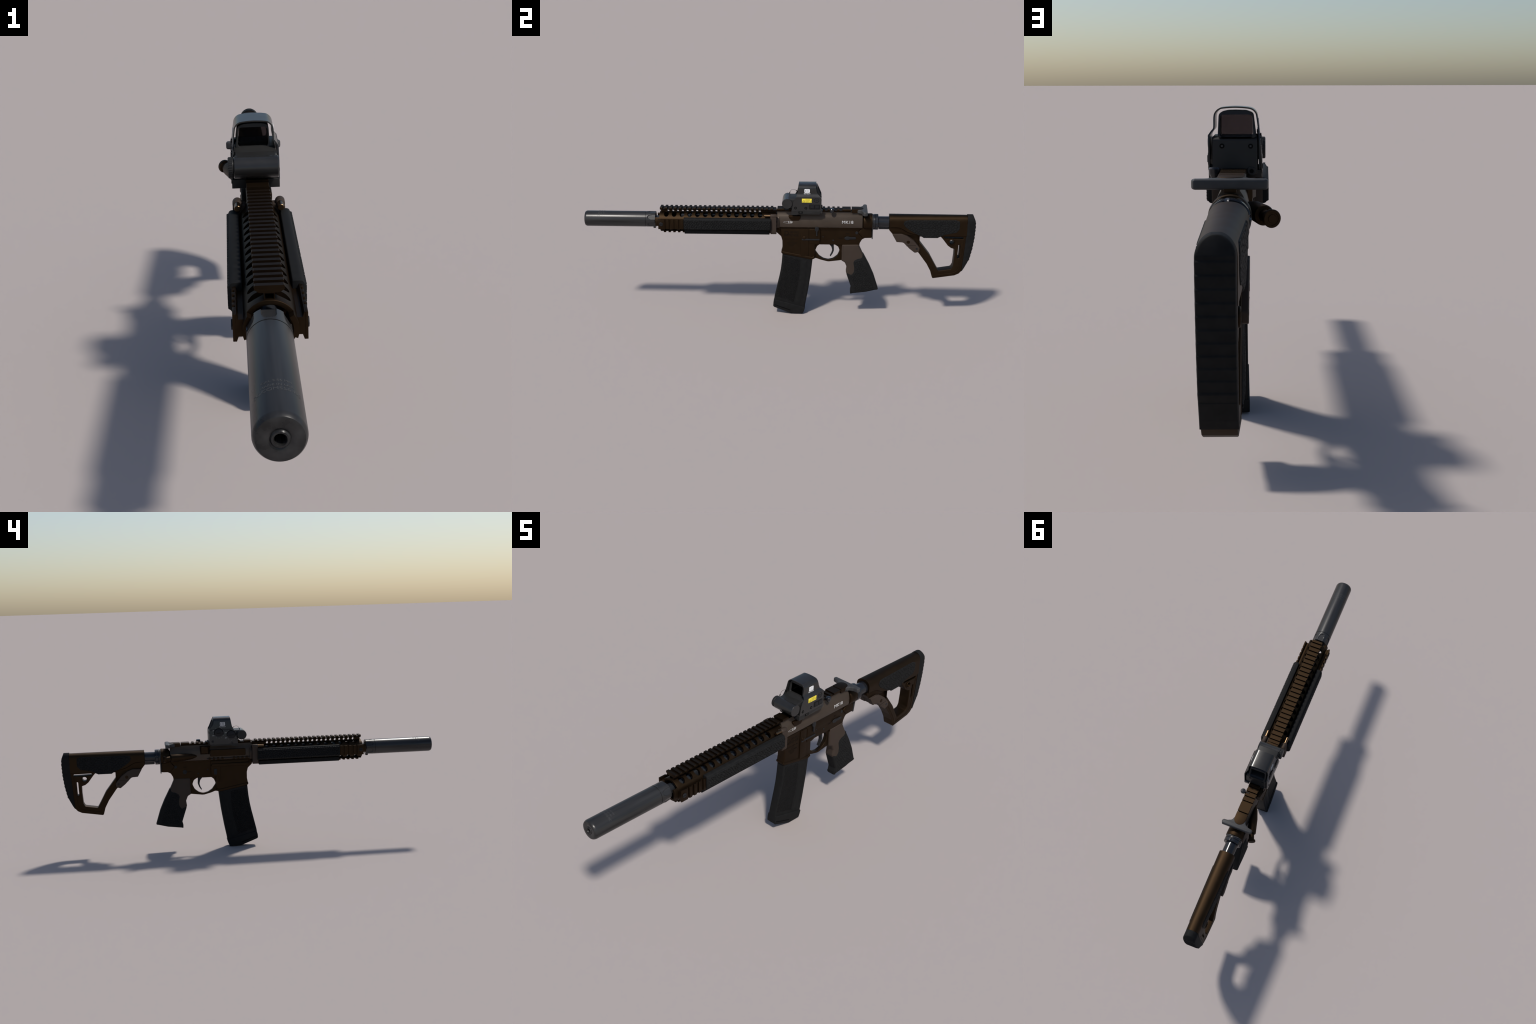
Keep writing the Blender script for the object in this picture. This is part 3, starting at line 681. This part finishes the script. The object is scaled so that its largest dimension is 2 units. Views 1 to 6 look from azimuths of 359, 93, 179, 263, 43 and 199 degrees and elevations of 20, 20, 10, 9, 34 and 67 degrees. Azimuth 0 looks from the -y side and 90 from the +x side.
        lev = fillet([(0.5790, 0.4490), (0.6280, 0.4500, 0.02), (0.6560, 0.4390, 0.02), (0.6900, 0.4140, 0.02), (0.7205, 0.3770, 0.01), (0.7180, 0.3570, 0.008), (0.6960, 0.3510, 0.008), (0.6690, 0.3720, 0.02), (0.6360, 0.4060, 0.02), (0.6020, 0.4080)], 0.002, 6)
        lv = prism('stock_lever', lev, a, b, 'brown2', st, bevel=0.002)
        x = SC + s * 0.0386
        cyl('lever_pin', (x, 0.661, 0.409), (x + s * 0.0012, 0.661, 0.409), 0.0085, 'brown', lv, ch=0.0004)
        cyl('lever_screw', (x, 0.705, 0.3735), (x + s * 0.001, 0.705, 0.3735), 0.0055, 'steel', lv, ch=0.0003)
        a, b = sorted((x, x + s * 0.0007))
        prism('lever_seam', [(0.650, 0.3870), (0.700, 0.3930), (0.700, 0.3940), (0.650, 0.3882)], a, b, 'dark', lv, bevel=0)
        pn = fillet([(0.6330, 0.5030, 0.01), (0.6390, 0.5200, 0.01), (0.6600, 0.5240, 0.01), (0.8960, 0.5255, 0.01), (0.9170, 0.5180, 0.01), (0.9165, 0.4780, 0.01), (0.9020, 0.4600, 0.01), (0.8420, 0.4480, 0.02), (0.8120, 0.4335, 0.004), (0.8080, 0.4310, 0.002), (0.7390, 0.4310, 0.002), (0.7300, 0.4375), (0.6950, 0.4530, 0.02), (0.6480, 0.4840, 0.01)], 0.004)
        def surf(Y, Z):
            w = 0.0375 - 0.0075 * (Y - 0.563) / 0.39 - (X0 - SC) * s
            u = np.clip((Z - 0.5105) / 0.034, 0, 0.99)
            return w * (1 - u ** (2 / 0.85)) ** (0.85 / 2)
        relief_panel('cheek_scales', pn, s, surf, 0.0018, 0.0020, 'rubber', st, pitch=(0.0185, 0.0100), step=0.0009, seed=21 + s, back=0.004)
    lathe('sling_socket', [(0.0300, 0.0124), (0.0314, 0.0130), (0.0314, 0.0150), (0.0300, 0.0165), (-0.0300, 0.0165), (-0.0314, 0.0150), (-0.0314, 0.0130), (-0.0300, 0.0124), (0.0300, 0.0124)], (SC, 0.8815, 0.4075), (1, 0, 0), 'brown', fr, n=32)
    # butt pad, built from level sections
    lev, levels = [], np.linspace(0.2520, 0.5475, 260)
    for z in levels:
        yf = np.interp(z, [0.252, 0.264, 0.443, 0.528, 0.549], [0.9380, 0.9395, 0.9525, 0.9560, 0.9550])
        yr = np.interp(z, [0.252, 0.268, 0.315, 0.373, 0.430, 0.487, 0.518, 0.5475], [0.9405, 0.9510, 0.9745, 0.9870, 0.9945, 0.9975, 0.9960, 0.9840])
        u = (z - 0.300) / 0.0195
        if 0.300 < z < 0.52:
            f = u - math.floor(u)
            yr += 0.0028 * (f if f < 0.8 else (1 - f) * 4) - 0.001
        yr = max(yr, yf + 0.002)
        w = 0.0290 * math.sqrt(max(0.02, 1 - max(0, (z - 0.516) / 0.0325) ** 2))
        r = min(0.005, (yr - yf) * 0.4)
        sec = [(-w, yf), (w, yf), (w, yr - r), (w - r * 0.3, yr - r * 0.3), (w - r, yr), (-w + r, yr), (-w + r * 0.3, yr - r * 0.3), (-w, yr - r)]
        lev.append([(SC + a, b, z) for a, b in sec])
    loft('butt_pad', lev, 'rubber', st, sharp=40)
    # the stock stands a trace out of line with the barrel
    for ob in [st] + [o for o in bpy.data.objects if o.parent == st or (o.parent and o.parent.parent == st)]:
        for v in ob.data.vertices:
            v.co.x += 0.0025 * (v.co.y - 0.563) / 0.42

# ------------------------------------------------------------------ holographic sight
def build_sight():
    C = 0.0085
    # main body
    prof = [(0.060, 0.5900), (0.075, 0.5760), (0.075, 0.5640), (0.2160, 0.5640), (0.2185, 0.5760), (0.2165, 0.6370, 0.006), (0.2050, 0.6430, 0.004), (0.1060, 0.6430), (0.0880, 0.6340), (0.045, 0.6340)]
    b = prism('holographic_sight', fillet(prof, 0.003), -0.0400, 0.0570, 'black', bevel=0.003)
    # battery tube across the front
    bt = lathe('battery_tube', [(0, 0.0240), (0.002, 0.0262), (0.1030, 0.0262), (0.1050, 0.0245)], (-0.0430, 0.0455, 0.6085), (1, 0, 0), 'hood', b, n=64)
    cap = lathe('battery_cap', [(0, 0.0225), (0.0015, 0.0243), (0.0100, 0.0248), (0.0110, 0.0235), (0.0125, 0.0230)], (-0.0565, 0.0450, 0.6090), (1, 0, 0), 'black', bt, n=120,
          rfun=lambda s, r, t: r * (1 + (0.018 if 0.001 < s < 0.0105 else 0) * math.copysign(1, math.sin(30 * t))))
    # window tunnel
    def wframe(dx, dz):
        return fillet([(0.0450 - dx, 0.6400 + dz), (0.0430 - dx, 0.6930 - dz, 0.012), (0.0250, 0.6968 - dz, 0.02), (0.0085, 0.6972 - dz), (-0.0150, 0.6965 - dz, 0.02), (-0.0305 + dx, 0.6910 - dz, 0.010), (-0.0365 + dx, 0.6400 + dz)], 0.006, 6)
    hole = fillet([(0.0413, 0.6405), (0.0405, 0.6885), (-0.0285, 0.6885), (-0.0312, 0.6405)], 0.0095, 6)
    fr = prism('window_frame', [wframe(0, 0), hole], 0.112, 0.200, 'black', b, axis='y', bevel=0.0015)
    # lean the frame: rear edge slopes like a saddle
    for v in fr.data.vertices:
        if v.co.y > 0.15:
            v.co.y = 0.2155 - 0.42 * max(0.0, v.co.z - 0.645)
        else:
            v.co.y = 0.103 + 0.13 * (v.co.z - 0.640)
    g = prism('window_glass', fillet([(0.0412, 0.6408), (0.0404, 0.6882), (-0.0276, 0.6882), (-0.0296, 0.6408)], 0.011, 6), 0.1500, 0.1515, 'glass', fr, axis='y', bevel=0)
    fp = prism('window_glass', fillet([(0.0412, 0.6408), (0.0404, 0.6882), (-0.0284, 0.6882), (-0.0310, 0.6408)], 0.009, 6), 0.1140, 0.1150, 'glass', fr, axis='y', bevel=0)
    for v in fp.data.vertices: v.co.y += 0.13 * (v.co.z - 0.641)
    # hood: bent sheet following a section path, trimmed front and rear in side view
    path = [(0.0655, 0.5720), (0.0655, 0.6400), (0.0648, 0.6465), (0.0600, 0.6540), (0.0558, 0.6590), (0.0550, 0.6650), (0.0548, 0.6830), (0.0520, 0.6930), (0.0440, 0.7010), (0.0340, 0.7040), (0.0085, 0.7055),
            (-0.0170, 0.7040), (-0.0300, 0.7005), (-0.0380, 0.6920), (-0.0408, 0.6800), (-0.0445, 0.6500), (-0.0490, 0.6000), (-0.0500, 0.5640)]
    pv = [Vector(p) for p in path]
    def cat(p0, p1, p2, p3, t):
        return 0.5 * ((2 * p1) + (p2 - p0) * t + (2 * p0 - 5 * p1 + 4 * p2 - p3) * t * t + (3 * p1 - p0 - 3 * p2 + p3) * t ** 3)
    fine = []
    for i in range(len(pv) - 1):
        a, bq = pv[max(i - 1, 0)], pv[min(i + 2, len(pv) - 1)]
        for k in range(5):
            fine.append(cat(a, pv[i], pv[i + 1], bq, k / 5))
    fine.append(pv[-1])
    th = 0.0032
    def yf(z): return float(np.interp(z, [0.560, 0.573, 0.600, 0.616, 0.649, 0.665, 0.706], [0.0670, 0.0670, 0.0735, 0.0740, 0.0935, 0.0975, 0.1040]))
    def yr(z): return float(np.interp(z, [0.560, 0.572, 0.636, 0.645, 0.652, 0.660, 0.670, 0.690, 0.706], [0.2150, 0.2185, 0.2178, 0.2150, 0.2085, 0.1995, 0.1945, 0.1905, 0.1910]))
    verts, faces = [], []
    n = len(fine)
    for i, p in enumerate(fine):
        t = (fine[min(i + 1, n - 1)] - fine[max(i - 1, 0)]).normalized()
        nrm = Vector((t.y, -t.x))
        if nrm.dot(p - Vector((0.0085, 0.62))) > 0: nrm = -nrm
        q = p + nrm * th
        f, r = yf(p.y), yr(p.y)
        verts += [(p.x, f, p.y), (p.x, r, p.y), (q.x, r, q.y), (q.x, f, q.y)]
    for i in range(n - 1):
        for k in range(4):
            k2 = (k + 1) % 4
            faces.append((i * 4 + k, i * 4 + k2, i * 4 + 4 + k2, i * 4 + 4 + k))
    faces += [(0, 1, 2, 3), tuple((n - 1) * 4 + k for k in range(4))]
    hd = add('hood', mesh_from('hood', verts, faces), 'hood', b, sharp=35)
    md = hd.modifiers.new('bv', 'BEVEL'); md.width = 0.0009; md.segments = 2; md.limit_method = 'ANGLE'; md.angle_limit = math.radians(50)
    # mounting base
    base = fillet([(0.0670, 0.5730), (0.0675, 0.5510), (0.0980, 0.5510), (0.1000, 0.5550), (0.2090, 0.5550), (0.2180, 0.5720), (0.1550, 0.5720), (0.1400, 0.5770), (0.1230, 0.5770)], 0.0015)
    for s, xa, xb in ((1, 0.0340, 0.0650), (-1, -0.0485, -0.0150)):
        prism('mount_clamp', base, xa, xb, 'black', b, bevel=0.001)
    prism('side_plate', fillet([(0.0660, 0.5660), (0.0720, 0.5760), (0.0740, 0.6000), (0.0760, 0.6160), (0.1000, 0.6430), (0.2100, 0.6430), (0.2170, 0.6360), (0.2180, 0.5780), (0.2120, 0.5660)], 0.003), -0.0460, -0.0420, 'black', b, bevel=0.0008)
    cyl('clamp_screw', (-0.0475, 0.0985, 0.5680), (-0.0500, 0.0985, 0.5680), 0.0075, 'black', b)
    cyl('clamp_screw', (-0.0455, 0.2010, 0.5790), (-0.0510, 0.2010, 0.5790), 0.0060, 'steel', b)
    box('mount_notch', (0.0645, 0.1030, 0.5600), (0.0656, 0.1240, 0.5720), 'dark', b, bevel=0)
    box('mount_notch_key', (0.0650, 0.1080, 0.5625), (0.0660, 0.1190, 0.5700), 'black', b, bevel=0)
    # quick-release knob
    lathe('release_knob', [(0, 0.0075), (0.004, 0.0095), (0.010, 0.0118), (0.018, 0.0120), (0.0215, 0.0095), (0.0225, 0.0001)], (0.0495, 0.2715, 0.5610), (0, 0, 1), 'tube', b, n=32)
    cyl('release_lever', (0.020, 0.2715, 0.5660), (0.0495, 0.2715, 0.5660), 0.0055, 'steel', b)
    # adjustment knobs on the shaded side
    for y, z, xo in ((0.1670, 0.6230, -0.0487), (0.1010, 0.6100, -0.0494)):
        kb = lathe('adjustment_knob', [(0, 0.0205), (0.0015, 0.0232), (0.0120, 0.0238), (0.0135, 0.0225), (0.0150, 0.0225)], (xo, y, z), (1, 0, 0), 'steel', b, n=96,
                   rfun=lambda s, r, t: r * (1 + (0.015 if 0.001 < s < 0.0125 else 0) * math.copysign(1, math.sin(24 * t))))
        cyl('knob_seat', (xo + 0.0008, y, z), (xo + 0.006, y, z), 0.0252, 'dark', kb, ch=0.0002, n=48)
        prism('knob_slot', [(y - 0.012, z - 0.001), (y + 0.012, z - 0.001), (y + 0.012, z + 0.001), (y - 0.012, z + 0.001)], xo - 0.0006, xo + 0.0005, 'dark', kb, bevel=0)
        for side_a in range(12):
            t = math.radians(30 * side_a)
            yy, zz = y + 0.0285 * math.cos(t), z + 0.0285 * math.sin(t)
            if 0.075 < yy < 0.215 and 0.575 < zz < 0.648:
                xs = float(np.interp(zz, [0.5640, 0.6000, 0.6500], [-0.0500, -0.0490, -0.0445]))
                box('dial_mark', (xs - 0.0008, yy - 0.0005, zz - 0.0005), (xs + 0.001, yy + 0.0005, zz + 0.0005), 'ink', kb, bevel=0)
    for y, z in ((0.1965, 0.6360), (0.1965, 0.6100), (0.1300, 0.6230), (0.1310, 0.5960)):
        xs = float(np.interp(z, [0.5640, 0.6000, 0.6500], [-0.0500, -0.0490, -0.0445]))
        t = text('dial_lettering', 'UP' if z > 0.62 else 'DN', 0.0065, (xs - 0.0004, y, z), -1, 'ink', b, depth=0.0003)
    # sunny side details
    xs = 0.0655
    lb = prism('warning_label', fillet(rect(0.1200, 0.1690, 0.6185, 0.6385), 0.0006), xs, xs + 0.0008, 'yellow', b, bevel=0)
    for i, (y0, y1, z) in enumerate(((0.139, 0.162, 0.6352), (0.137, 0.160, 0.6318), (0.139, 0.161, 0.6284), (0.137, 0.159, 0.6250), (0.126, 0.160, 0.6215))):
        for k in range(5):
            a = y0 + (y1 - y0) * k / 5
            box('label_print', (xs + 0.0007, a, z - 0.0006), (xs + 0.0010, a + (y1 - y0) / 5 * random.uniform(0.55, 0.85), z + 0.0006), 'dark', lb, bevel=0)
    wire('label_print', [(xs + 0.0009, 0.1225, 0.6215), (xs + 0.0009, 0.1300, 0.6350), (xs + 0.0009, 0.1370, 0.6215), (xs + 0.0009, 0.1225, 0.6215)], 0.0005, 'dark', lb)
    wire('label_print', [(xs + 0.0009, 0.1640, 0.6215), (xs + 0.0009, 0.1660, 0.6340), (xs + 0.0009, 0.1675, 0.6215), (xs + 0.0009, 0.1640, 0.6215)], 0.0005, 'dark', lb)
    bu = lathe('side_port', [(0, 0.0135), (0.0012, 0.0130), (0.0014, 0.0100), (-0.0010, 0.0095), (-0.0010, 0.0055), (0.0008, 0.0050), (0.0008, 0.0001)], (xs, 0.1935, 0.6305), (1, 0, 0), 'steel', b, n=40)
    fp = prism('button_plate', fillet(rect(0.1560, 0.2110, 0.5830, 0.6080), 0.002), xs - 0.001, xs + 0.0010, 'rubber', b, bevel=0.0004)
    for y in (0.1720, 0.1960):
        prism('rubber_button', fillet(rect(y - 0.0095, y + 0.0095, 0.5875, 0.6030), 0.002), xs + 0.0005, xs + 0.0026, 'steel', fp, bevel=0.0008)
    for y in (0.0880, 0.1400):
        sc = cyl('hood_screw', (xs - 0.001, y, 0.5890), (xs + 0.0006, y, 0.5890), 0.0070, 'dark', b, ch=0.0004)
        cyl('screw_head', (xs, y, 0.5890), (xs + 0.0011, y, 0.5890), 0.0042, 'black', sc, ch=0.0004, n=6)
    # logo stand-ins: rounded square with bars, both sides
    def logo(side, x, yc, zc, lean, mat):
        o = fillet(rect(yc - 0.0135, yc + 0.0135, zc - 0.0095, zc + 0.0095), 0.004)
        a = yc - side * 0.0090
        bars = [rect(a - 0.0010, a + 0.0010, zc - 0.0060, zc + 0.0060)]
        for dz in (-0.0052, 0.0, 0.0052):
            lo, hi = sorted((yc - side * 0.0045, yc + side * 0.0095))
            bars.append(rect(lo, hi, zc + dz - 0.0009, zc + dz + 0.0009))
        lg = prism('maker_mark', [o] + bars, x - 0.0004, x + 0.0004, mat, b, bevel=0)
        tx = text('maker_lettering', 'EOTECH', 0.0080, (x, yc, zc - 0.0145), side, mat, b, depth=0.0004, sx=1.05)
        for ob in (lg, tx):
            for v in ob.data.vertices:
                v.co.x += lean * (v.co.z - zc)
    logo(1, 0.0554, 0.1455, 0.6760, 0.0, 'white')
    logo(-1, -0.0425, 0.1455, 0.6700, 0.09, 'ink')
    # rear face
    yq = 0.2180
    for x, z in ((0.0360, 0.6230), (-0.0250, 0.6225)):
        sc = cyl('rear_screw', (x, yq - 0.003, z), (x, yq + 0.0004, z), 0.0052, 'dark', b, ch=0.0003)
        box('rear_screw_socket', (x - 0.002, yq, z - 0.002), (x + 0.002, yq + 0.0009, z + 0.002), 'grey', sc, bevel=0)
    cyl('clamp_bolt', (-0.0270, 0.2150, 0.5700), (-0.0270, 0.2230, 0.5700), 0.0090, 'black', b)
    cyl('clamp_bolt_socket', (-0.0270, 0.2225, 0.5700), (-0.0270, 0.2234, 0.5700), 0.0045, 'dark', b, ch=0.0002)
    prism('clamp_lever', fillet(rect(0.0400, 0.0645, 0.5600, 0.5770), 0.004), 0.2100, 0.2240, 'hood', b, axis='y', bevel=0.003)
    # tether of the battery cap
    wire('cap_tether', [(-0.0400, 0.0540, 0.6340), (-0.0395, 0.0580, 0.6470), (-0.0390, 0.0650, 0.6550), (-0.0390, 0.0760, 0.6565), (-0.0390, 0.0860, 0.6530), (-0.0390, 0.0920, 0.6470), (-0.0390, 0.0960, 0.6400)], 0.0007, 'steel', b)
    cyl('tether_end', (-0.0400, 0.0545, 0.6360), (-0.0398, 0.0565, 0.6430), 0.0022, 'dark', b, ch=0.0003)
    cyl('tether_end', (-0.0390, 0.0875, 0.6520), (-0.0390, 0.0930, 0.6460), 0.0020, 'dark', b, ch=0.0003)

build_suppressor()
build_handguard()
build_upper()
build_lower()
build_grip()
build_magazine()
build_stock()
build_sight()
